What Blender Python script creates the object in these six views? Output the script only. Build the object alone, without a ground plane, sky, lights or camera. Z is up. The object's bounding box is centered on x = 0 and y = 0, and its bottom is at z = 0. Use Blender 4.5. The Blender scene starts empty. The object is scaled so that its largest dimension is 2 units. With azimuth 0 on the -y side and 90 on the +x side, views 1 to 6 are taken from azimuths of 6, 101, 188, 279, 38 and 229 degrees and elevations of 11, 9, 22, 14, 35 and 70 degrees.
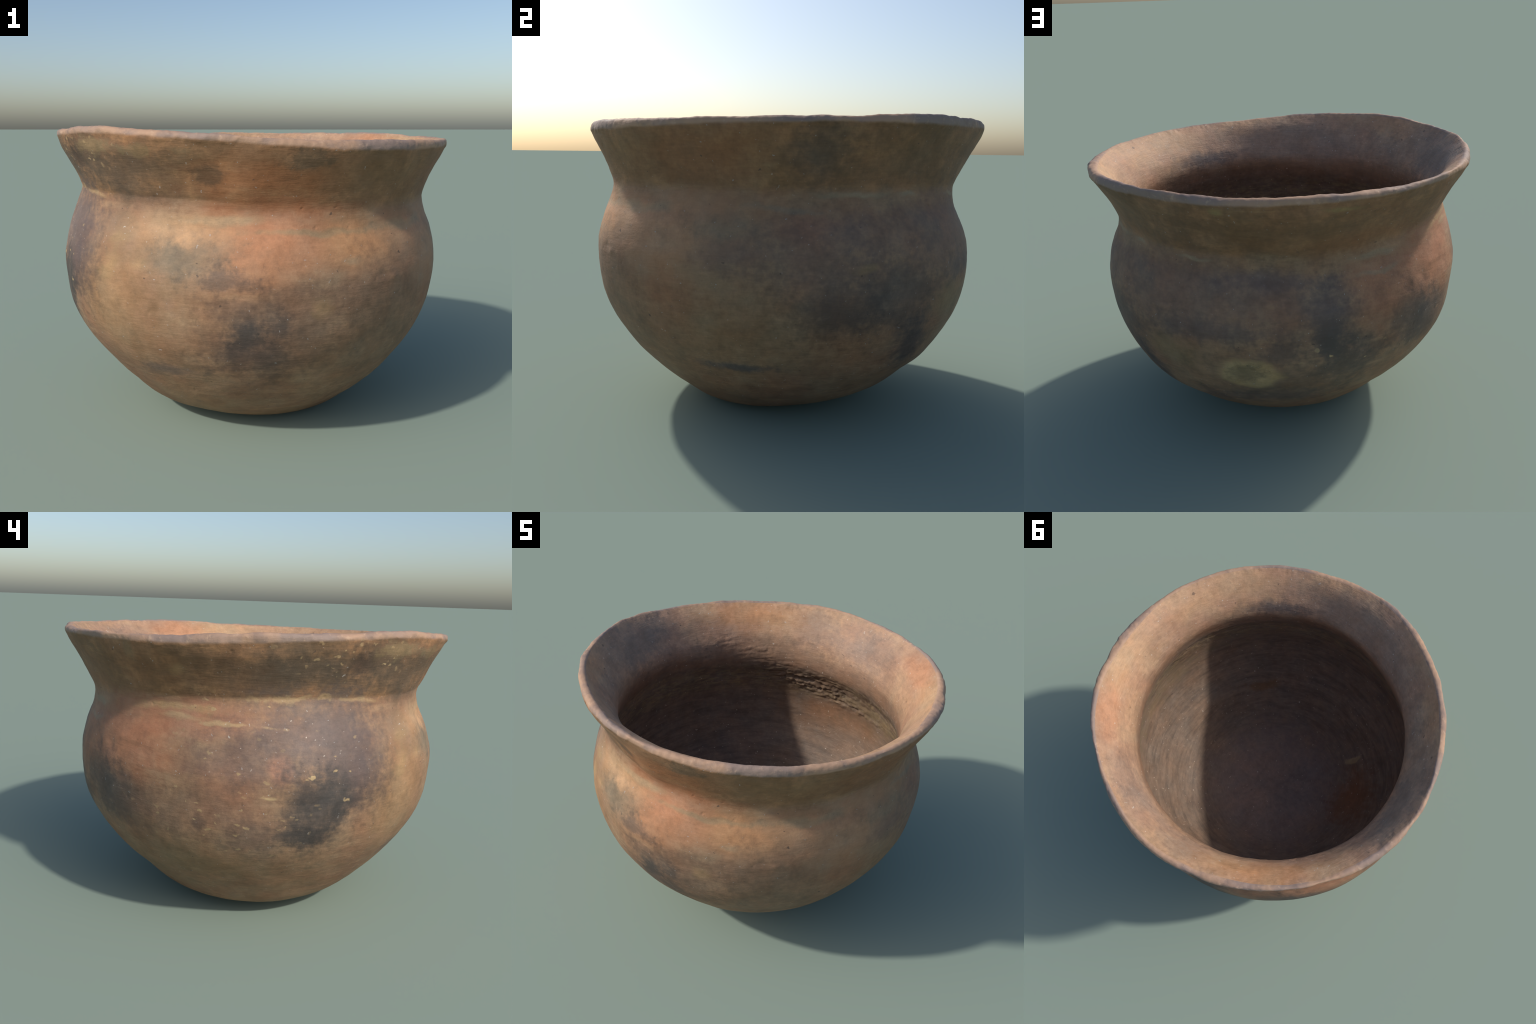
import math
import bpy
import numpy as np

# ---------------------------------------------------------------- helpers ---
N_AROUND = 1120
PER_OUT, PER_IN = 15, 13
TH = np.arange(N_AROUND) * 2 * np.pi / N_AROUND


def swing(coef, th=TH):
    """Mean value followed by cos/sin pairs: how a ring departs from a circle."""
    v = np.full(len(th), float(coef[0]))
    for i, c in enumerate(coef[1:]):
        k = i // 2 + 1
        v = v + c * (np.cos(k * th) if i % 2 == 0 else np.sin(k * th))
    return v


_perm = np.random.RandomState(41).permutation(256)
_perm = np.concatenate([_perm, _perm, _perm])
_grad = np.random.RandomState(7).normal(size=(256, 3))
_grad /= np.linalg.norm(_grad, axis=1)[:, None]


def perlin(p):
    i = np.floor(p).astype(int)
    f = p - i
    w = f * f * f * (f * (f * 6 - 15) + 10)
    i = i & 255
    out = 0.0
    for dx in (0, 1):
        wx = w[..., 0] if dx else 1 - w[..., 0]
        for dy in (0, 1):
            wy = w[..., 1] if dy else 1 - w[..., 1]
            for dz in (0, 1):
                wz = w[..., 2] if dz else 1 - w[..., 2]
                h = _perm[_perm[_perm[i[..., 0] + dx] + i[..., 1] + dy] + i[..., 2] + dz]
                g = _grad[h]
                d = g[..., 0] * (f[..., 0] - dx) + g[..., 1] * (f[..., 1] - dy) + g[..., 2] * (f[..., 2] - dz)
                out = out + wx * wy * wz * d
    return out


def fbm(p, octaves=3, gain=0.5):
    s, a = 0.0, 1.0
    for o in range(octaves):
        s = s + a * perlin(p * 2.0 ** o + 17.3 * o)
        a *= gain
    return s


def cells(p, seed=3):
    """Distance to nearest jittered cell centre: rounded pebbly lumps."""
    i = np.floor(p).astype(int)
    best = np.full(p.shape[:-1], 9.0)
    rnd = np.random.RandomState(seed).rand(256, 3)
    for dx in (-1, 0, 1):
        for dy in (-1, 0, 1):
            for dz in (-1, 0, 1):
                j = i + np.array([dx, dy, dz])
                k = j & 255
                h = _perm[_perm[_perm[k[..., 0]] + k[..., 1]] + k[..., 2]]
                best = np.minimum(best, np.linalg.norm(j + rnd[h] - p, axis=-1))
    return best


def smooth(a, b, x):
    t = np.clip((x - a) / (b - a), 0, 1)
    return t * t * (3 - 2 * t)


def wrap(d):
    return (d + np.pi) % (2 * np.pi) - np.pi


# ------------------------------------------------------- the pot's profile ---
# Each ring: (radius swing, height swing).  From the round bottom to the mouth.
OUTSIDE = [
    ([0.0], [0.0]),
    ([0.180, 0.030, -0.014], [0.012, 0, 0.005]),
    ([0.409, 0.030, -0.012, 0.012, -0.012], [0.038, 0, 0.014]),
    ([0.566, 0.024, -0.010, 0.012, 0.006, -0.003, -0.001], [0.107, 0.016, 0.007]),
    ([0.691, 0.022, -0.010, 0.008, 0.008, -0.004, 0.001, -0.001, -0.001], [0.220, 0.004, 0.008]),
    ([0.781, 0.017, -0.011, 0.003, 0.008, -0.009, 0.003, -0.005, -0.002], [0.318]),
    ([0.873, 0.009, -0.011, 0.003, 0.005, -0.008, 0, -0.003, -0.001], [0.449]),
    ([0.929, 0.007, -0.011, 0.004, 0.005, -0.006, -0.001, -0.001, 0.001], [0.58]),
    ([0.951, 0.009, -0.013, 0.006, 0.005, -0.005, -0.002, -0.003, 0.001], [0.721]),
    ([0.948, 0.008, -0.015, 0.01, 0.004, -0.006, -0.001, -0.001, 0.002], [0.85]),
    ([0.915, 0.009, -0.015, 0.015, 0.004, -0.005, -0.002, 0.001, 0.002, 0, 0.001], [0.971, -0.005, -0.002]),
    ([0.887, 0.009, -0.014, 0.017, 0.003, -0.004, -0.005, 0.004, 0.003, -0.001, 0.002, 0.001, 0.002], [1.026, -0.01, -0.003, 0.002, 0.003]),
    ([0.869, 0.01, -0.012, 0.015, -0.002, -0.002, -0.006, 0.004, 0.004, -0.002, 0.005, 0.002, 0.002], [1.099, -0.013, -0.004, 0.003, 0.006]),
    ([0.872, 0.011, -0.008, 0.011, -0.006, 0.001, -0.004, 0.004, 0.004, -0.002, 0.008, 0.002], [1.141, -0.014, -0.005, 0.003, 0.009, 0.001]),
    ([0.913, 0.008, -0.003, 0.008, -0.008, 0.001, -0.002, 0.005, 0.004, -0.003, 0.008], [1.237, -0.014, -0.005, 0.001, 0.011, 0.004, 0.001]),
    ([0.961, 0.006, 0, 0.008, -0.007, 0, 0.001, 0.006, 0.003, -0.004, 0.005], [1.322, -0.015, -0.005, -0.001, 0.013, 0.006]),
]
LIP_EDGE = ([0.987, 0.007, 0.004, 0.008, -0.007, 0, 0.005, 0.004, 0.003, -0.004, 0.001, -0.002, 0, -0.001, 0, 0.001, -0.002, 0, 0.002],
            [1.382, -0.018, -0.005, -0.004, 0.015, 0.008, -0.001, -0.003, 0, 0, -0.001, -0.001, 0.001, -0.002, 0.001, 0, 0.003, 0, -0.002])
LIP_CREST = ([0.959, 0.005, 0.006, 0.007, -0.01, -0.005, 0.004, 0.005, -0.001, -0.003, -0.004, -0.002, -0.002, 0.002, -0.002, 0.003, 0.001, 0, -0.002],
             [1.41, -0.016, -0.004, -0.004, 0.015, 0.002, -0.005, -0.002, -0.001, -0.002, -0.001, 0.001, 0, 0, 0, 0.001, 0, 0, -0.001])
# From the crest down the inside to the middle of the floor.
INSIDE = [
    ([0.888, 0.006, 0.000, 0.010, -0.003, -0.006], [1.340, -0.012, -0.010]),
    ([0.830, 0.006, 0.000, 0.012, 0.003, -0.004], [1.255, -0.012, -0.018]),
    ([0.796, 0.010, -0.003, 0.010, 0.002], [1.185, -0.010, -0.032]),
    ([0.782, 0.010, -0.003, 0.010, 0.003], [1.110, -0.010, -0.040]),
    ([0.796, 0.010, -0.005, 0.012, 0.004], [1.030, -0.010, -0.022]),
    ([0.838, 0.008, -0.008, 0.014, 0.006], [0.945, 0, -0.010]),
    ([0.866, 0.008, -0.010, 0.010, 0.004], [0.830]),
    ([0.875, 0.008, -0.012, 0.006, 0.004], [0.715]),
    ([0.857, 0.008, -0.012, 0.006, 0.004], [0.600]),
    ([0.812, 0.007, -0.011, 0.004, 0.004], [0.495]),
    ([0.748, 0.008, -0.010, 0.004, 0.004], [0.398]),
    ([0.668, 0.012, -0.010, 0.003, 0.004], [0.304]),
    ([0.570, 0.014, -0.012, 0.003, 0.004], [0.215]),
    ([0.450, 0.012, -0.014], [0.130]),
    ([0.310, 0.008, -0.012], [0.075]),
    ([0.150, 0.004, -0.006], [0.066]),
    ([0.0], [0.074]),
]


def loft(rings, per, last_straight=True):
    """Smooth curve through the rings, sampled per times between neighbours."""
    Y = np.array([[swing(r), swing(z)] for r, z in rings])
    n = len(Y)
    s = np.linspace(0, n - 1, per * (n - 1) + 1)
    i = np.minimum(s.astype(int), n - 2)
    t = (s - i)[:, None, None]
    Y = np.concatenate([2 * Y[:1] - Y[1:2], Y, 2 * Y[-1:] - Y[-2:-1]])
    a, b, c, d = Y[i], Y[i + 1], Y[i + 2], Y[i + 3]
    return 0.5 * (2 * b + (c - a) * t + (2 * a - 5 * b + 4 * c - d) * t * t + (3 * b - a - 3 * c + d) * t ** 3)


def build_surface():
    out = loft(OUTSIDE + [LIP_EDGE], PER_OUT)
    inn = loft([LIP_CREST] + INSIDE, PER_IN)
    e, c = out[-1], inn[0]
    k = 12
    t = np.linspace(0, 1, k + 2)[1:-1, None]
    lip = []
    for tt in t[:, 0]:
        p = e + (c - e) * tt
        bulge = 0.009 * 4 * tt * (1 - tt)
        lip.append(p + np.array([[bulge * 0.75], [bulge]]))
    Y = np.concatenate([out, np.array(lip), inn])
    n_out, n_lip = len(out), k
    # ease the joints between neighbouring rings at the shoulder and the neck
    a, b = PER_OUT * 9, PER_OUT * 15
    for _ in range(60):
        Y[a:b] = 0.5 * Y[a:b] + 0.25 * (Y[a - 1:b - 1] + Y[a + 1:b + 1])
    # soften the two corners of the lip
    lo, hi = n_out - 10, n_out + n_lip + 10
    for _ in range(2):
        Y[lo:hi] = 0.5 * Y[lo:hi] + 0.25 * (Y[lo - 1:hi - 1] + Y[lo + 1:hi + 1])
    Y[0, 0] = 0.0
    Y[-1, 0] = 0.0
    neck = PER_OUT * 12           # ring row of the outer neck
    throat = n_out + n_lip + PER_IN * 4
    return Y, n_out, n_lip, neck, throat


def normals_of(P):
    du = np.roll(P, -1, 1) - np.roll(P, 1, 1)
    dv = np.empty_like(P)
    dv[1:-1] = P[2:] - P[:-2]
    dv[0] = P[1] - P[0]
    dv[-1] = P[-1] - P[-2]
    n = np.cross(du, dv)
    n /= np.linalg.norm(n, axis=-1, keepdims=True) + 1e-12
    return n


def spot(P, th, z, w, h, inner=False):
    """Soft round mask on the wall: azimuth in degrees, height, half sizes in metres."""
    a = np.arctan2(P[..., 1], P[..., 0])
    r = np.hypot(P[..., 0], P[..., 1])
    d = (wrap(a - math.radians(th)) * r / w) ** 2 + ((P[..., 2] - z) / h) ** 2
    return np.exp(-d)


def add_relief(P, n_out, n_lip, neck, throat):
    n = normals_of(P)
    rows = np.arange(len(P))[:, None]
    th = np.arctan2(P[..., 1], P[..., 0])
    on_lip = smooth(n_out - 8, n_out + 1, rows) * (1 - smooth(n_out + n_lip, n_out + n_lip + 12, rows))
    d = np.zeros(P.shape[:2])
    lift = np.zeros(P.shape[:2])
    # hand-coiled unevenness and wiping streaks everywhere
    d += 0.0045 * fbm(P * 4.5, 2) * (1 - on_lip)
    d += 0.0011 * fbm(P * np.array([12, 12, 36.0]), 2) * (1 - 0.5 * on_lip)

    # --- outside wall: pits, swells, dents, the crease where the neck was added
    w = slice(0, n_out + 2)
    Q = P[w]
    e = np.zeros(Q.shape[:2])
    e -= 0.016 * np.clip(perlin(Q * 38.0 + 3.1) - 0.42, 0, 1)
    for a0, z0, ww, h, amp in SWELLS + DENTS:
        e += amp * spot(Q, a0, z0, ww, h)
    crease = 1.134 - 0.026 * Q[..., 0] - 0.014 * Q[..., 1]
    there = smooth(0.1, 0.8, np.cos(th[w] - math.radians(-145)))
    e -= 0.0028 * there * np.exp(-((Q[..., 2] - crease) / 0.013) ** 2)
    d[w] += e * (1 - smooth(n_out - 6, n_out + 2, rows[w]))

    # --- lip: slow waves, a chipped lower edge, a few nicks
    w = slice(n_out - 9, n_out + n_lip + 13)
    Q = P[w]
    e = 0.0090 * fbm(Q * np.array([5.5, 5.5, 3]) + 9, 2)
    e += 0.0045 * perlin(Q * np.array([17, 17, 8]) + 4) * smooth(-0.1, 0.3, perlin(Q * 3.0 + 8))
    e += 0.0026 * perlin(Q * 42.0 + 2)
    e -= 0.013 * np.clip(perlin(Q * np.array([26, 26, 5]) + 1.7) - 0.40, 0, 1)
    d[w] += on_lip[w] * e
    edge = np.exp(-((rows[w] - n_out) / 5.0) ** 2)
    lift[w] += edge * (0.0115 * perlin(Q * np.array([13, 13, 2.0]) + 21) + 0.0085 * perlin(Q * np.array([31, 31, 3.0]) + 31))

    # --- inside: hollows, and the crumbly, smeared seam under the throat
    w = slice(n_out + n_lip, len(P))
    Q, t = P[w], th[w]
    e = np.zeros(Q.shape[:2])
    for a0, z0, ww, h, amp in HOLLOWS:
        e += amp * spot(Q, a0, z0, ww, h)
    s = (Q[:, 0, 2] > 0.70) & (Q[:, 0, 2] < 1.34)
    Qs = Q[s]
    rough = 0.0
    for a0, z0, ww, h, k in THROAT_CRUMBS:
        rough = rough + k * spot(Qs, a0, z0, ww, h)
    rough = np.clip(rough, 0, 1.2)
    lumps = cells(np.stack([Qs[..., 0] * 17, Qs[..., 1] * 17, Qs[..., 2] * 56], -1) + 0.9 * perlin(Qs * 9.0)[..., None])
    big = cells(np.stack([Qs[..., 0] * 8, Qs[..., 1] * 8, Qs[..., 2] * 32], -1) + 7, 9)
    f = rough * (0.018 * (0.55 - lumps) + 0.020 * (0.6 - big) + 0.010 * fbm(Qs * 26.0, 2))
    band = np.exp(-((Qs[..., 2] - 0.94) / 0.075) ** 2) * (0.25 + 0.75 * smooth(-0.15, 0.35, np.cos(t[s] - math.radians(45))))
    ridge = 1 - np.abs(perlin(np.stack([Qs[..., 0] * 4.5, Qs[..., 1] * 4.5, Qs[..., 2] * 34], -1))) * 2.6
    f += band * (0.007 * np.clip(ridge, 0, 1) * (0.5 + fbm(Qs * 7.0 + 4, 2)) + 0.005 * perlin(Qs * 40.0))
    e[s] += f
    d[w] += e * smooth(2, 14, rows[w] - n_out - n_lip)

    fade = np.minimum(1.0, np.hypot(P[..., 0], P[..., 1]) / 0.12)
    out = P + n * (d * fade)[..., None]
    out[..., 2] += lift
    return out


# azimuth, height, half width, half height, strength (inside, under the throat)
THROAT_CRUMBS = [
    (118, 0.955, 0.10, 0.045, 0.7),
    (108, 0.93, 0.11, 0.060, 1.0),
    (98, 0.905, 0.11, 0.065, 1.0),
    (88, 0.865, 0.11, 0.060, 1.0),
    (78, 0.83, 0.10, 0.040, 0.8),
    (64, 0.825, 0.14, 0.025, 0.5),
    (45, 0.82, 0.14, 0.022, 0.35),
    (131, 1.13, 0.12, 0.05, 0.32),
    (147, 1.20, 0.12, 0.05, 0.28),
    (120, 1.05, 0.16, 0.06, 0.22), (100, 1.00, 0.16, 0.05, 0.20),
]
# azimuth, height, half width, half height, amplitude (outside)
SWELLS = [
    (62, 1.15, 0.21, 0.13, 0.025), (90, 1.17, 0.12, 0.09, -0.008), (11, 1.08, 0.16, 0.10, -0.014), (-84, 1.20, 0.12, 0.09, 0.017),
    (-72, 1.03, 0.14, 0.055, 0.011), (-101, 1.03, 0.10, 0.05, -0.010), (89, 1.01, 0.18, 0.09, -0.022),
    (146, 1.08, 0.20, 0.10, 0.017), (86, 0.53, 0.085, 0.055, -0.016),
]
# azimuth, height, half width, half height, amplitude towards the axis (inside)
HOLLOWS = [
    (-75, 1.05, 0.36, 0.12, -0.030), (-12, 1.06, 0.40, 0.10, -0.020), (180, 1.05, 0.42, 0.10, -0.022),
    (-130, 1.08, 0.30, 0.10, -0.013), (-78, 1.25, 0.42, 0.09, -0.020), (178, 1.22, 0.30, 0.08, -0.010),
    (58, 1.30, 0.30, 0.07, 0.018), (90, 0.95, 0.50, 0.07, -0.008), (-75, 0.88, 0.40, 0.07, -0.008),
    (0, 0.36, 0.30, 0.12, 0.024), (-103, 0.40, 0.22, 0.10, 0.014), (45, 0.42, 0.20, 0.12, 0.010), (80, 0.36, 0.20, 0.10, -0.009),
]
DENTS = [
    (145, 0.895, 0.026, 0.040, -0.004), (140, 0.905, 0.022, 0.040, 0.003),
    (151, 0.940, 0.060, 0.018, 0.003), (156, 0.915, 0.060, 0.018, -0.003),
    (-48, 0.83, 0.030, 0.020, -0.004), (-44, 0.81, 0.025, 0.015, 0.005),
]


def as_object(name, verts, faces, material, parent, vn):
    used = np.unique(faces)
    remap = np.full(len(verts), -1)
    remap[used] = np.arange(len(used))
    f = remap[faces]
    me = bpy.data.meshes.new(name)
    me.vertices.add(len(used))
    me.vertices.foreach_set("co", verts[used].astype(np.float32).ravel())
    me.loops.add(f.size)
    me.loops.foreach_set("vertex_index", f.ravel().astype(np.int32))
    me.polygons.add(len(f))
    me.polygons.foreach_set("loop_start", (np.arange(len(f)) * f.shape[1]).astype(np.int32))
    me.update(calc_edges=True)
    me.polygons.foreach_set("use_smooth", np.ones(len(f), bool))
    me.materials.append(material)
    me.normals_split_custom_set_from_vertices([tuple(v) for v in vn[used].tolist()])
    ob = bpy.data.objects.new(name, me)
    bpy.context.scene.collection.objects.link(ob)
    ob.parent = parent
    return ob


def build_pot(surface, materials):
    Y, n_out, n_lip, neck, throat = surface
    P = np.stack([Y[:, 0] * np.cos(TH), Y[:, 0] * np.sin(TH), Y[:, 1]], -1)
    P = add_relief(P, n_out, n_lip, neck, throat)
    P[0] = P[0].mean(0)
    P[-1] = P[-1].mean(0)
    P[..., 2] -= P[..., 2].min()
    n = normals_of(P)
    n[0] = (0, 0, -1)
    n[-1] = (0, 0, 1)
    root = bpy.data.objects.new("cooking_pot", None)
    bpy.context.scene.collection.objects.link(root)
    root["label"] = "round-bottomed hand-built clay cooking pot with flared neck"
    root["category"] = "clay pot"
    R = len(P)
    row = np.arange(R - 1)[:, None]
    col = np.arange(N_AROUND)[None]
    nxt = (col + 1) % N_AROUND
    quads = np.stack([row * N_AROUND + col, row * N_AROUND + nxt, (row + 1) * N_AROUND + nxt, (row + 1) * N_AROUND + col], -1)
    V, NV = P.reshape(-1, 3), n.reshape(-1, 3)
    cuts = [("body", 0, neck, "body"), ("neck", neck, n_out - 2, "neck"),
            ("rim_lip", n_out - 2, n_out + n_lip + 1, "neck"),
            ("neck_lining", n_out + n_lip + 1, throat, "inside"), ("bowl_lining", throat, R - 1, "inside")]
    for name, a, b, m in cuts:
        as_object(name, V, quads[a:b].reshape(-1, 4), materials[m], root, NV)
    return root


# -------------------------------------------------------------- materials ---
class Nodes:
    """Small helper that wires shader nodes together."""

    def __init__(self, name):
        self.mat = bpy.data.materials.new(name)
        self.mat.use_nodes = True
        self.t = self.mat.node_tree
        self.bsdf = self.t.nodes["Principled BSDF"]
        self.pos = self.t.nodes.new("ShaderNodeTexCoord").outputs["Object"]

    def put(self, socket, v):
        if isinstance(v, bpy.types.NodeSocket):
            self.t.links.new(v, socket)
        elif isinstance(v, (tuple, list)) and len(v) == 3 and socket.type == "RGBA":
            socket.default_value = (*v, 1.0)
        else:
            socket.default_value = v

    def math(self, op, a, b=0.0, c=0.0, clamp=False):
        n = self.t.nodes.new("ShaderNodeMath")
        n.operation, n.use_clamp = op, clamp
        for s, v in zip(n.inputs, (a, b, c)):
            self.put(s, v)
        return n.outputs[0]

    def vec(self, op, a, b=(0, 0, 0)):
        n = self.t.nodes.new("ShaderNodeVectorMath")
        n.operation = op
        self.put(n.inputs[0], a)
        self.put(n.inputs[1], b)
        return n.outputs["Value"] if op in ("LENGTH", "DISTANCE", "DOT_PRODUCT") else n.outputs[0]

    def xyz(self, v):
        n = self.t.nodes.new("ShaderNodeSeparateXYZ")
        self.put(n.inputs[0], v)
        return n.outputs

    def join(self, x, y, z):
        n = self.t.nodes.new("ShaderNodeCombineXYZ")
        for s, v in zip(n.inputs, (x, y, z)):
            self.put(s, v)
        return n.outputs[0]

    def noise(self, v, scale, detail=3.0, rough=0.55, distort=0.0, colour=False):
        n = self.t.nodes.new("ShaderNodeTexNoise")
        self.put(n.inputs["Vector"], v)
        n.inputs["Scale"].default_value = scale
        n.inputs["Detail"].default_value = detail
        n.inputs["Roughness"].default_value = rough
        n.inputs["Distortion"].default_value = distort
        return n.outputs["Color" if colour else "Fac"]

    def voronoi(self, v, scale):
        n = self.t.nodes.new("ShaderNodeTexVoronoi")
        self.put(n.inputs["Vector"], v)
        n.inputs["Scale"].default_value = scale
        return n.outputs["Distance"], n.outputs["Color"]

    def step(self, x, a, b, lo=0.0, hi=1.0):
        n = self.t.nodes.new("ShaderNodeMapRange")
        n.interpolation_type = "SMOOTHSTEP"
        for s, v in zip(n.inputs, (x, a, b, lo, hi)):
            self.put(s, v)
        return n.outputs[0]

    def mix(self, f, a, b, mode="MIX"):
        n = self.t.nodes.new("ShaderNodeMix")
        n.data_type, n.blend_type = "RGBA", mode
        self.put(n.inputs[0], f)
        self.put(n.inputs[6], a)
        self.put(n.inputs[7], b)
        return n.outputs[2]

    def local(self, where, centre, turn, size):
        n = self.t.nodes.new("ShaderNodeMapping")
        n.vector_type = "TEXTURE"
        self.put(n.inputs["Vector"], where)
        n.inputs["Location"].default_value = centre
        n.inputs["Rotation"].default_value = (0, 0, turn)
        n.inputs["Scale"].default_value = size
        return self.vec("LENGTH", n.outputs[0])


class Clay(Nodes):
    """Fired clay with the coordinates and noises that every layer shares."""

    def __init__(self, name, profile, low=-1.0, high=9.0):
        super().__init__(name)
        self.profile, self.low, self.high = profile, low, high
        x, y, z = self.xyz(self.pos)
        r = self.math("SQRT", self.math("ADD", self.math("MULTIPLY", x, x), self.math("MULTIPLY", y, y)))
        rs = self.math("MAXIMUM", r, 0.02)
        c, s = self.math("DIVIDE", x, rs), self.math("DIVIDE", y, rs)
        self.x, self.y, self.z, self.r, self.c, self.s = x, y, z, r, c, s
        # long in the direction the potter's hand wiped, short across it
        arc = self.math("ADD", z, r)
        self.wipe = self.join(self.math("MULTIPLY", c, 0.8), self.math("MULTIPLY", s, 0.8), self.math("MULTIPLY", arc, 5.0))
        self.n_soft = self.noise(self.pos, 3.2, 3, 0.6)
        self.n_mid = self.noise(self.pos, 9.0, 4, 0.62)
        self.n_fine = self.noise(self.pos, 34.0, 3, 0.65)
        self.n_grain = self.noise(self.pos, 150.0, 2, 0.6)
        self.n_wipe = self.noise(self.wipe, 4.5, 4, 0.65)
        self.n_scratch = self.noise(self.wipe, 17.0, 3, 0.7)
        # ragged edge shared by all stains
        e = self.math("MULTIPLY_ADD", self.n_mid, 1.8, -0.90)
        e = self.math("ADD", e, self.math("MULTIPLY_ADD", self.n_fine, 1.3, -0.65))
        e = self.math("ADD", e, self.math("MULTIPLY_ADD", self.n_wipe, 0.8, -0.4))
        self.edge = e
        w = self.vec("SUBTRACT", self.noise(self.pos, 4.0, 3, 0.55, colour=True), (0.5, 0.5, 0.5))
        w = self.vec("MULTIPLY", w, (0.12, 0.12, 0.10))
        self.warped = self.vec("ADD", self.pos, w)
        self.col, self.count = None, 0
        self.wobble = self.vec("MULTIPLY", self.noise(self.pos, 40, 1, 0.5, colour=True), (0.03, 0.03, 0.03))

    def stain(self, az, z, w, h, colour, amount=0.7, soft=0.75, ragged=0.8, depth=None, at=None):
        if z + 1.7 * h + 0.07 < self.low or z - 1.7 * h - 0.07 > self.high:
            return                      # too far away to show on this part
        a = math.radians(az)
        r = at if at is not None else self.profile(a, z)
        # a vanishing share of the colour so far keeps the layers in painting order
        self.count += 1
        if self.count % 5 == 1:
            n = self.t.nodes.new("ShaderNodeVectorMath")
            n.operation = "MULTIPLY_ADD"
            self.put(n.inputs[0], self.col)
            n.inputs[1].default_value = (1e-7, 1e-7, 1e-7)
            self.put(n.inputs[2], self.warped)
            self.where = n.outputs[0]
        where = self.where
        d = self.local(where, (r * math.cos(a), r * math.sin(a), z), a,
                       (depth or max(0.30, 2.0 * w), w, h))
        d = self.math("MULTIPLY_ADD", self.edge, ragged, d)
        f = self.step(d, 1 - soft, 1 + soft, amount, 0.0)
        self.col = self.mix(f, self.col, colour)

    def region(self, az, z, w, h, soft=0.6):
        a = math.radians(az)
        r = self.profile(a, z)
        d = self.local(self.warped, (r * math.cos(a), r * math.sin(a), z), a, (max(0.3, 2 * w), w, h))
        d = self.math("MULTIPLY_ADD", self.edge, 0.5, d)
        return self.step(d, 1 - soft, 1 + soft, 1.0, 0.0)

    def any_of(self, parts):
        f = parts[0]
        for p in parts[1:]:
            f = self.math("MAXIMUM", f, p)
        return f

    def flecks(self, scale, share, size, colour, mask, stretch=(1, 1, 1.6), amount=0.9):
        v = self.vec("MULTIPLY", self.vec("ADD", self.pos, self.wobble), stretch)
        d, c = self.voronoi(v, scale)
        red, green, _ = self.xyz(c)
        keep = self.math("GREATER_THAN", red, 1 - share)
        radius = self.math("MULTIPLY_ADD", green, size * 0.8, size * 0.4)
        f = self.step(self.math("DIVIDE", d, radius), 0.6, 1.1, amount, 0.0)
        f = self.math("MULTIPLY", f, keep)
        if mask is not None:
            f = self.math("MULTIPLY", f, mask)
        self.col = self.mix(f, self.col, colour)

    def tone(self):
        """Grain and wiping marks on top of every stain."""
        g = self.math("MULTIPLY_ADD", self.n_grain, 0.24, 0.88)
        g = self.math("MULTIPLY", g, self.math("MULTIPLY_ADD", self.n_fine, 0.60, 0.70))
        g = self.math("MULTIPLY", g, self.math("MULTIPLY_ADD", self.n_scratch, 0.36, 0.82))
        g = self.math("MULTIPLY", g, self.math("MULTIPLY_ADD", self.n_mid, 0.80, 0.60))
        self.col = self.mix(1.0, self.col, self.join(g, g, g), "MULTIPLY")
        # slight drift of hue: some clouds redder, some greyer
        h = self.math("MULTIPLY_ADD", self.noise(self.pos, 6.5, 3, 0.6), 1.0, -0.5)
        self.col = self.mix(1.0, self.col, self.join(self.math("MULTIPLY_ADD", h, 0.34, 1.0), 1.0, self.math("MULTIPLY_ADD", h, -0.30, 1.0)), "MULTIPLY")

    def lip(self):
        """Worn, paler rim above the outer lip edge, whose height wanders."""
        c, s = self.c, self.s
        c2 = self.math("SUBTRACT", self.math("MULTIPLY", c, c), self.math("MULTIPLY", s, s))
        s2 = self.math("MULTIPLY", self.math("MULTIPLY", c, s), 2.0)
        c3 = self.math("MULTIPLY", c, self.math("MULTIPLY_ADD", self.math("MULTIPLY", s, s), -4.0, 1.0))
        zl = 1.380
        for k, v in ((-0.018, c), (-0.005, s), (-0.004, c2), (0.015, s2), (0.008, c3)):
            zl = self.math("MULTIPLY_ADD", v, k, zl)
        self.above = self.math("SUBTRACT", self.z, zl)
        return self.above

    def finish(self, rough=0.66, spec=0.32, bump=0.35):
        b = self.bsdf
        self.put(b.inputs["Base Color"], self.col)
        self.put(b.inputs["Roughness"], self.math("MULTIPLY_ADD", self.n_fine, 0.25, rough - 0.12))
        b.inputs["Specular IOR Level"].default_value = spec
        h = self.math("MULTIPLY_ADD", self.n_fine, 0.6, self.math("MULTIPLY", self.n_scratch, 0.7))
        h = self.math("MULTIPLY_ADD", self.n_grain, 0.25, h)
        n = self.t.nodes.new("ShaderNodeBump")
        n.inputs["Strength"].default_value = bump
        n.inputs["Distance"].default_value = 0.006
        self.put(n.inputs["Height"], h)
        self.put(b.inputs["Normal"], n.outputs[0])
        return self.mat


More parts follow.
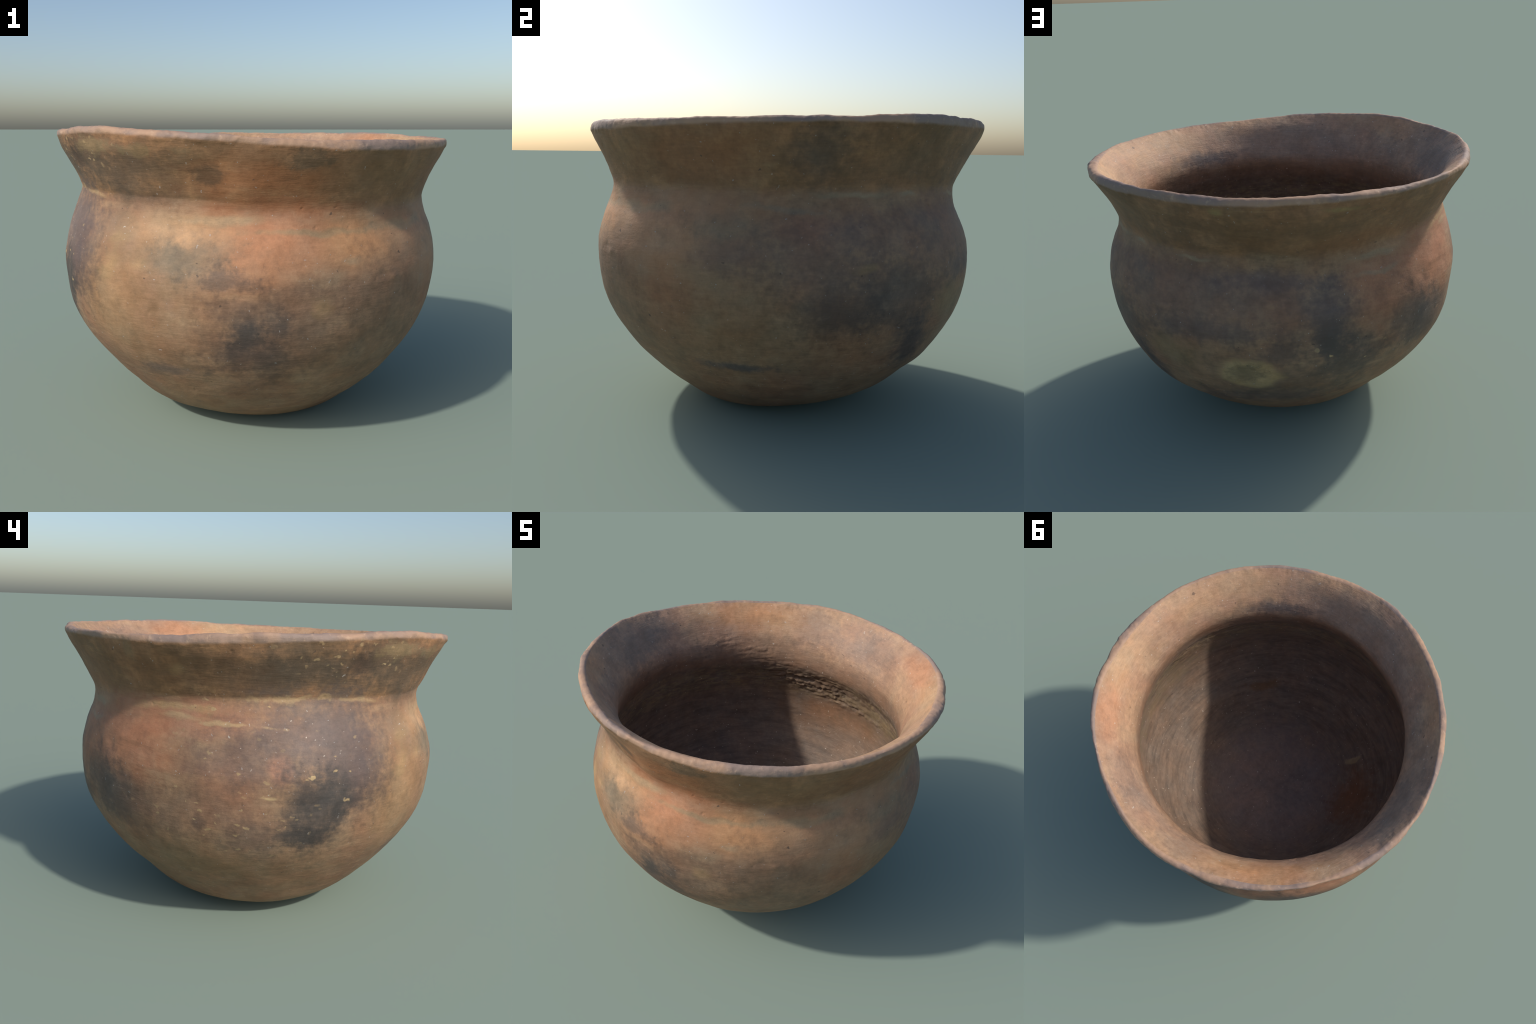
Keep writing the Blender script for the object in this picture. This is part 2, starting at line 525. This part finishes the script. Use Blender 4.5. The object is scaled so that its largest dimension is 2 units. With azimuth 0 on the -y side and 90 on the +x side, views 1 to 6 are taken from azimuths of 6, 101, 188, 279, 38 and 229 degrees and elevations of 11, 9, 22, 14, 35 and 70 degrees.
TAN, SANDY, BROWN = (0.272, 0.166, 0.095), (0.33, 0.21, 0.120), (0.190, 0.115, 0.076)
ORANGE, RED, CREAM = (0.44, 0.200, 0.102), (0.40, 0.165, 0.090), (0.42, 0.250, 0.132)
SOOT, SMOKE, MAUVE = (0.062, 0.054, 0.049), (0.105, 0.079, 0.067), (0.168, 0.122, 0.104)
OLIVE, OCHRE, ASH = (0.225, 0.150, 0.080), (0.36, 0.235, 0.115), (0.300, 0.225, 0.140)
UMBER, RUSSET, LIPCLAY = (0.100, 0.073, 0.051), (0.290, 0.124, 0.054), (0.42, 0.265, 0.175)


def outside_material(name, profile, low, high):
    m = Clay(name, profile, low, high)
    m.col = m.mix(m.step(m.n_soft, 0.35, 0.68), TAN, (0.225, 0.128, 0.078))
    m.col = m.mix(m.step(m.n_wipe, 0.48, 0.75, 0.0, 0.55), m.col, SANDY)
    m.col = m.mix(m.step(m.n_mid, 0.56, 0.74, 0.0, 0.45), m.col, BROWN)
    # --- flushes where the fire burned clean
    for a in [(-77, 0.965, 0.23, 0.115, ORANGE, 0.80, 0.7, 0.5), (-54, 0.965, 0.18, 0.12, (0.46, 0.240, 0.115), 0.85, 0.6, 0.4),
              (-92, 1.045, 0.12, 0.05, ORANGE, 0.55), (-104, 1.02, 0.22, 0.09, CREAM, 0.90, 0.6, 0.4), (-84, 0.85, 0.20, 0.10, (0.36, 0.19, 0.10), 0.5),
              (155, 0.95, 0.20, 0.16, (0.39, 0.170, 0.092), 0.72), (176, 1.06, 0.25, 0.07, (0.36, 0.165, 0.095), 0.7), (146, 0.87, 0.12, 0.12, (0.39, 0.190, 0.105), 0.6),
              (-163, 0.877, 0.050, 0.055, (0.42, 0.20, 0.12), 0.85, 0.4, 0.5), (-175, 0.76, 0.16, 0.12, (0.25, 0.125, 0.078), 0.6),
              (129, 0.95, 0.17, 0.12, (0.33, 0.155, 0.085), 0.75), (127, 0.85, 0.13, 0.10, (0.28, 0.138, 0.080), 0.6), (17, 0.964, 0.18, 0.06, (0.25, 0.130, 0.088), 0.55, 0.8),
              (33, 0.48, 0.16, 0.12, (0.27, 0.140, 0.075), 0.6), (-21, 0.67, 0.12, 0.13, (0.30, 0.138, 0.072), 0.6),
              (-40, 0.985, 0.09, 0.05, CREAM, 0.7), (-26, 0.95, 0.30, 0.15, (0.40, 0.220, 0.122), 0.7), (-122, 0.72, 0.22, 0.24, (0.30, 0.182, 0.092), 0.6)]:
        m.stain(*a)
    # --- the neck: browner slip, ending in a crease above the shoulder
    zc = m.math("MULTIPLY_ADD", m.x, -0.026, m.math("MULTIPLY_ADD", m.y, -0.014, 1.138))
    up = m.math("ADD", m.math("SUBTRACT", m.z, zc), m.math("MULTIPLY_ADD", m.n_mid, 0.10, -0.05))
    collar = m.step(up, -0.032, 0.024)
    slip = m.mix(m.step(m.n_soft, 0.38, 0.65), (0.270, 0.140, 0.070), (0.200, 0.118, 0.062))
    slip = m.mix(m.step(m.n_wipe, 0.52, 0.75, 0.0, 0.5), slip, (0.30, 0.175, 0.085))
    slip = m.mix(m.step(m.n_mid, 0.52, 0.68, 0.0, 0.45), slip, (0.31, 0.165, 0.080))
    m.col = m.mix(collar, m.col, slip)
    for a in [(-158, 1.275, 0.42, 0.105, UMBER, 0.92), (-134, 1.33, 0.15, 0.11, UMBER, 0.75), (-141, 1.30, 0.06, 0.05, (0.075, 0.050, 0.038), 0.75),
              (-118, 1.27, 0.24, 0.11, (0.120, 0.082, 0.054), 0.80), (-80, 1.23, 0.26, 0.085, RUSSET, 0.85), (-94, 1.25, 0.07, 0.03, (0.12, 0.08, 0.05), 0.65, 0.5, 1.3),
              (-70, 1.317, 0.08, 0.04, (0.13, 0.095, 0.06), 0.65, 0.5, 1.3), (-42, 1.25, 0.30, 0.12, (0.215, 0.128, 0.064), 0.7), (18, 1.255, 0.12, 0.09, (0.115, 0.082, 0.058), 0.8),
              (166, 1.27, 0.30, 0.09, (0.20, 0.105, 0.052), 0.6), (97, 1.22, 0.50, 0.10, (0.18, 0.105, 0.055), 0.6), (-14, 1.24, 0.25, 0.10, (0.26, 0.120, 0.058), 0.6),
              (45, 1.26, 0.30, 0.10, (0.195, 0.120, 0.064), 0.5), (-78, 1.12, 0.30, 0.03, (0.30, 0.125, 0.058), 0.75), (120, 1.16, 0.25, 0.05, (0.26, 0.130, 0.065), 0.6)]:
        m.stain(*a)
    # --- smoke clouds and soot on the belly
    for a in [(-97, 0.89, 0.14, 0.075, (0.205, 0.152, 0.098), 0.65, 0.7, 1.2), (-105, 0.905, 0.10, 0.06, (0.20, 0.150, 0.098), 0.7), (-90, 0.835, 0.12, 0.05, (0.115, 0.082, 0.068), 0.55, 0.7, 1.7),
              (-79, 0.575, 0.27, 0.18, (0.165, 0.102, 0.068), 0.80, 0.7), (-70, 0.73, 0.18, 0.07, (0.19, 0.11, 0.07), 0.65), (-85, 0.605, 0.070, 0.080, SOOT, 0.88, 0.8, 1.1),
              (-77, 0.645, 0.055, 0.06, SOOT, 0.60, 0.8, 1.2), (-84, 0.485, 0.13, 0.075, (0.085, 0.060, 0.050), 0.65, 0.8, 1.0), (-51, 0.75, 0.20, 0.13, (0.195, 0.118, 0.076), 0.65),
              (-45, 0.50, 0.30, 0.20, (0.19, 0.125, 0.078), 0.55), (-111, 0.38, 0.12, 0.03, (0.125, 0.095, 0.080), 0.7), (-87, 0.72, 0.10, 0.05, BROWN, 0.6, 0.5, 1.3),
              (-143, 0.88, 0.17, 0.22, (0.082, 0.062, 0.059), 0.85), (-154, 1.00, 0.28, 0.15, MAUVE, 0.92), (-153, 0.67, 0.130, 0.18, SOOT, 0.88, 0.7), (-157, 0.72, 0.10, 0.14, (0.078, 0.066, 0.060), 0.45, 0.8),
              (-155, 0.57, 0.10, 0.06, (0.054, 0.046, 0.042), 0.85, 0.7), (-150, 0.76, 0.13, 0.10, SOOT, 0.70), (-141, 0.90, 0.05, 0.12, (0.11, 0.078, 0.070), 0.65),
              (-172, 0.90, 0.20, 0.10, (0.165, 0.112, 0.090), 0.65), (-169, 0.56, 0.13, 0.08, (0.125, 0.095, 0.078), 0.6), (176, 0.63, 0.028, 0.030, (0.085, 0.060, 0.050), 0.8, 0.4, 0.4),
              (151, 0.67, 0.14, 0.12, SMOKE, 0.75), (141, 0.69, 0.13, 0.15, (0.105, 0.085, 0.073), 0.72), (168, 0.66, 0.25, 0.10, BROWN, 0.6),
              (111, 0.75, 0.09, 0.20, (0.070, 0.064, 0.062), 0.88), (117, 0.60, 0.13, 0.13, (0.082, 0.073, 0.064), 0.82), (111, 0.90, 0.11, 0.09, (0.115, 0.090, 0.084), 0.65),
              (92, 1.00, 0.22, 0.045, (0.125, 0.098, 0.094), 0.75), (77, 0.76, 0.27, 0.055, (0.095, 0.078, 0.074), 0.75), (96, 0.655, 0.09, 0.05, SMOKE, 0.7),
              (75, 0.90, 0.50, 0.15, (0.205, 0.125, 0.092), 0.6), (62, 0.61, 0.14, 0.06, (0.25, 0.175, 0.085), 0.5), (98, 0.45, 0.32, 0.15, (0.160, 0.118, 0.085), 0.7),
              (88, 0.33, 0.32, 0.06, (0.120, 0.092, 0.080), 0.6), (23, 0.64, 0.19, 0.13, (0.090, 0.066, 0.055), 0.82), (40, 0.69, 0.20, 0.15, (0.125, 0.092, 0.075), 0.75),
              (49, 0.45, 0.09, 0.12, (0.078, 0.067, 0.064), 0.78), (-5, 0.857, 0.13, 0.08, (0.150, 0.108, 0.092), 0.45), (17, 0.82, 0.24, 0.12, (0.165, 0.108, 0.090), 0.52),
              (36, 0.95, 0.22, 0.10, (0.195, 0.128, 0.100), 0.40), (-6, 0.355, 0.14, 0.022, (0.095, 0.088, 0.088), 0.75), (-2, 0.55, 0.22, 0.11, (0.215, 0.138, 0.076), 0.55),
              (-7, 0.965, 0.13, 0.045, (0.20, 0.150, 0.100), 0.65), (172, 0.37, 0.30, 0.09, OLIVE, 0.55)]:
        m.stain(*a)
    # --- drips, scuffs and pale deposits
    m.stain(87, 0.53, 0.150, 0.088, (0.41, 0.285, 0.140), 0.80, 0.20, 0.28)
    m.stain(86, 0.545, 0.090, 0.045, (0.20, 0.150, 0.088), 0.70, 0.6, 1.0)
    for a in [(30, 0.795, 0.045, 0.016, (0.27, 0.175, 0.090), 0.6, 0.7, 1.2), (-66, 0.71, 0.04, 0.04, (0.33, 0.21, 0.10), 0.45, 0.6, 1.2), (-123, 0.964, 0.05, 0.035, OCHRE, 0.45, 0.6, 1.4), (-124, 0.852, 0.045, 0.045, OCHRE, 0.5, 0.6, 1.4),
              (-114, 0.864, 0.05, 0.03, OCHRE, 0.4, 0.6, 1.4), (-91, 1.065, 0.14, 0.016, (0.38, 0.265, 0.155), 0.8), (-66, 1.018, 0.26, 0.013, (0.33, 0.225, 0.125), 0.75),
              (-35, 1.03, 0.18, 0.02, ASH, 0.6), (28, 1.105, 0.13, 0.010, ASH, 0.65), (9, 1.038, 0.13, 0.010, (0.22, 0.165, 0.115), 0.7), (70, 1.085, 0.06, 0.008, ASH, 0.75),
              (46, 1.088, 0.05, 0.008, ASH, 0.7), (128, 1.069, 0.11, 0.013, ASH, 0.7), (127, 0.993, 0.10, 0.010, ASH, 0.6), (167, 1.095, 0.16, 0.016, (0.40, 0.26, 0.13), 0.7, 0.6, 1.3),
              (170, 1.062, 0.09, 0.010, (0.42, 0.28, 0.15), 0.7), (-176, 1.05, 0.14, 0.0065, (0.46, 0.315, 0.170), 0.75, 0.7, 2.2), (-160, 1.160, 0.14, 0.010, (0.40, 0.275, 0.145), 0.70, 0.6, 2.6),
              (-138, 1.15, 0.10, 0.008, (0.40, 0.27, 0.14), 0.6, 0.6, 2.2), (-166, 0.755, 0.032, 0.008, (0.44, 0.305, 0.155), 0.8, 0.6, 1.4), (81, 1.345, 0.032, 0.018, (0.30, 0.22, 0.095), 0.7),
              (113, 1.355, 0.07, 0.011, (0.28, 0.21, 0.09), 0.6), (170, 1.27, 0.03, 0.02, OCHRE, 0.4), (-128, 1.365, 0.11, 0.030, (0.30, 0.21, 0.11), 0.65, 0.6, 2.0), (-112, 1.355, 0.09, 0.022, (0.27, 0.19, 0.10), 0.55, 0.6, 2.0), (-100, 1.35, 0.05, 0.02, OLIVE, 0.5, 0.6, 2.0), (156, 1.34, 0.03, 0.03, OLIVE, 0.6), (-58, 0.90, 0.04, 0.018, ASH, 0.5)]:
        m.stain(*a)
    # --- flecks of spalled slip and grit
    fl = m.any_of([m.region(-155, 0.78, 0.30, 0.30), m.region(-140, 1.33, 0.35, 0.09), m.region(-168, 1.12, 0.3, 0.06), m.region(115, 0.60, 0.20, 0.12)])
    m.flecks(13, 0.40, 0.19, (0.42, 0.295, 0.155), fl, (1, 1, 1.7))
    m.flecks(24, 0.30, 0.30, (0.38, 0.265, 0.140), m.any_of([m.region(-140, 1.34, 0.40, 0.08), m.region(180, 0.7, 0.35, 0.3)]), (1, 1, 1.5), 0.75)
    m.flecks(52, 0.22, 0.19, (0.52, 0.45, 0.38), m.any_of([m.region(-115, 1.0, 0.22, 0.10), m.region(-160, 0.98, 0.35, 0.18)]), (1, 1, 1), 0.8)
    m.flecks(60, 0.13, 0.19, (0.42, 0.40, 0.38), None, (1, 1, 1), 0.50)
    m.flecks(30, 0.05, 0.18, (0.07, 0.05, 0.04), None, (1, 1, 1.4), 0.7)
    m.tone()
    worn_lip(m)
    return m.finish()


def worn_lip(m, start=-0.006, full=0.008, most=0.92):
    a = m.lip()
    j = m.math("ADD", a, m.math("MULTIPLY_ADD", m.n_mid, 0.016, -0.008))
    f = m.step(j, start, full, 0.0, most)
    c = m.mix(m.step(m.n_soft, 0.40, 0.60), LIPCLAY, (0.28, 0.205, 0.170))
    c = m.mix(m.step(m.n_mid, 0.50, 0.68, 0.0, 0.7), c, (0.22, 0.160, 0.135))
    c = m.mix(m.step(m.n_fine, 0.56, 0.72, 0.0, 0.6), c, (0.50, 0.345, 0.240))
    m.col = m.mix(f, m.col, c)


def lining_material(profile):
    m = Clay("fired_clay_inside", profile)
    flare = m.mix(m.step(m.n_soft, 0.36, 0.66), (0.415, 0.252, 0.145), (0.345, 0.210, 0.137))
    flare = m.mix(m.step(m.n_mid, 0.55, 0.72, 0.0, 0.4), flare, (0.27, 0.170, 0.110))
    # bowl: darker brown than the flare, wiped in rings
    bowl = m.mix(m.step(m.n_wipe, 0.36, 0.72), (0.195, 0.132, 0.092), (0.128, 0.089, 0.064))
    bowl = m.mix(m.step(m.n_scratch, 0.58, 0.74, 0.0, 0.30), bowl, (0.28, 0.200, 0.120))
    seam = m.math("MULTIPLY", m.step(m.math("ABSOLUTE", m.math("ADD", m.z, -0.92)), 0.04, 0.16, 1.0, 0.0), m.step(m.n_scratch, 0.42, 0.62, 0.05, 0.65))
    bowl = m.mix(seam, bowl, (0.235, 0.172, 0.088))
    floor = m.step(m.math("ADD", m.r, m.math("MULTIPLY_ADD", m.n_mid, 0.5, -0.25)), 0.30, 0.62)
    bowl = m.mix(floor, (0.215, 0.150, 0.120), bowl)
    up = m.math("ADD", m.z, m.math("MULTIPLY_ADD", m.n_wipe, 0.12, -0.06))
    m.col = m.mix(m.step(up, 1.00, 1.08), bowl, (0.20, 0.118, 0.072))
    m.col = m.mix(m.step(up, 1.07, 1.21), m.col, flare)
    for a in [(44, 1.345, 0.20, 0.055, (0.46, 0.220, 0.112), 0.75), (25, 1.35, 0.15, 0.05, (0.47, 0.28, 0.145), 0.6), (72, 1.285, 0.13, 0.055, (0.25, 0.175, 0.120), 0.65),
              (107, 1.33, 0.12, 0.06, (0.26, 0.185, 0.135), 0.7), (82, 1.26, 0.34, 0.09, (0.275, 0.178, 0.130), 0.7), (100, 0.94, 0.34, 0.09, (0.145, 0.092, 0.058), 0.75), (128, 1.17, 0.42, 0.06, (0.23, 0.140, 0.088), 0.65), (175, 1.13, 0.4, 0.06, (0.19, 0.125, 0.09), 0.6), (88, 1.09, 0.25, 0.05, (0.25, 0.150, 0.095), 0.6), (131, 1.33, 0.30, 0.07, (0.47, 0.240, 0.108), 0.7), (-174, 1.32, 0.20, 0.11, (0.165, 0.135, 0.115), 0.80),
              (-157, 1.31, 0.30, 0.10, (0.26, 0.185, 0.132), 0.70), (-140, 1.22, 0.20, 0.10, (0.28, 0.19, 0.125), 0.6), (-80, 1.27, 0.35, 0.10, (0.27, 0.185, 0.130), 0.60),
              (-100, 1.25, 0.40, 0.10, (0.28, 0.190, 0.132), 0.60), (-47, 1.19, 0.17, 0.045, (0.12, 0.098, 0.090), 0.8), (-30, 1.33, 0.30, 0.05, (0.44, 0.27, 0.150), 0.6),
              (90, 0.70, 0.28, 0.12, (0.24, 0.128, 0.070), 0.8), (75, 0.55, 0.25, 0.10, (0.22, 0.150, 0.105), 0.5), (18, 0.74, 0.45, 0.07, (0.23, 0.170, 0.098), 0.45, 0.8, 2.2),
              (55, 0.86, 0.30, 0.035, (0.24, 0.175, 0.092), 0.40, 0.7, 2.4)]:
        m.stain(*a)
    m.stain(-70, 1.0, 0.4, 0.05, (0.135, 0.092, 0.066), 0.5)
    m.stain(-147, 0.21, 0.19, 0.30, (0.20, 0.085, 0.038), 0.80, 0.6, 0.8, depth=0.13)
    m.stain(-119, 0.225, 0.022, 0.20, (0.34, 0.235, 0.125), 0.85, 0.3, 0.4, depth=0.055)
    m.stain(-37, 0.34, 0.13, 0.20, (0.18, 0.095, 0.040), 0.7, 0.5, 1.0, depth=0.018)
    m.flecks(55, 0.16, 0.22, (0.52, 0.44, 0.36), None, (1, 1, 1), 0.65)
    m.flecks(24, 0.06, 0.2, (0.08, 0.055, 0.045), None, (1, 1, 1.4), 0.6)
    m.tone()
    worn_lip(m, 0.030, 0.060, 0.6)
    return m.finish(0.62, 0.35, 0.45)


def radius_finder(surface, outer):
    """Radius of the lofted wall at an azimuth and a height."""
    Y, n_out, n_lip, neck, throat = surface
    part = Y[:n_out] if outer else Y[n_out + n_lip:][::-1]

    def find(a, z):
        i = int(round((a % (2 * math.pi)) / (2 * math.pi) * N_AROUND)) % N_AROUND
        zz, rr = part[:, 1, i], part[:, 0, i]
        return float(np.interp(z, zz, rr))
    return find


surface = build_surface()
wall, lining = radius_finder(surface, True), radius_finder(surface, False)
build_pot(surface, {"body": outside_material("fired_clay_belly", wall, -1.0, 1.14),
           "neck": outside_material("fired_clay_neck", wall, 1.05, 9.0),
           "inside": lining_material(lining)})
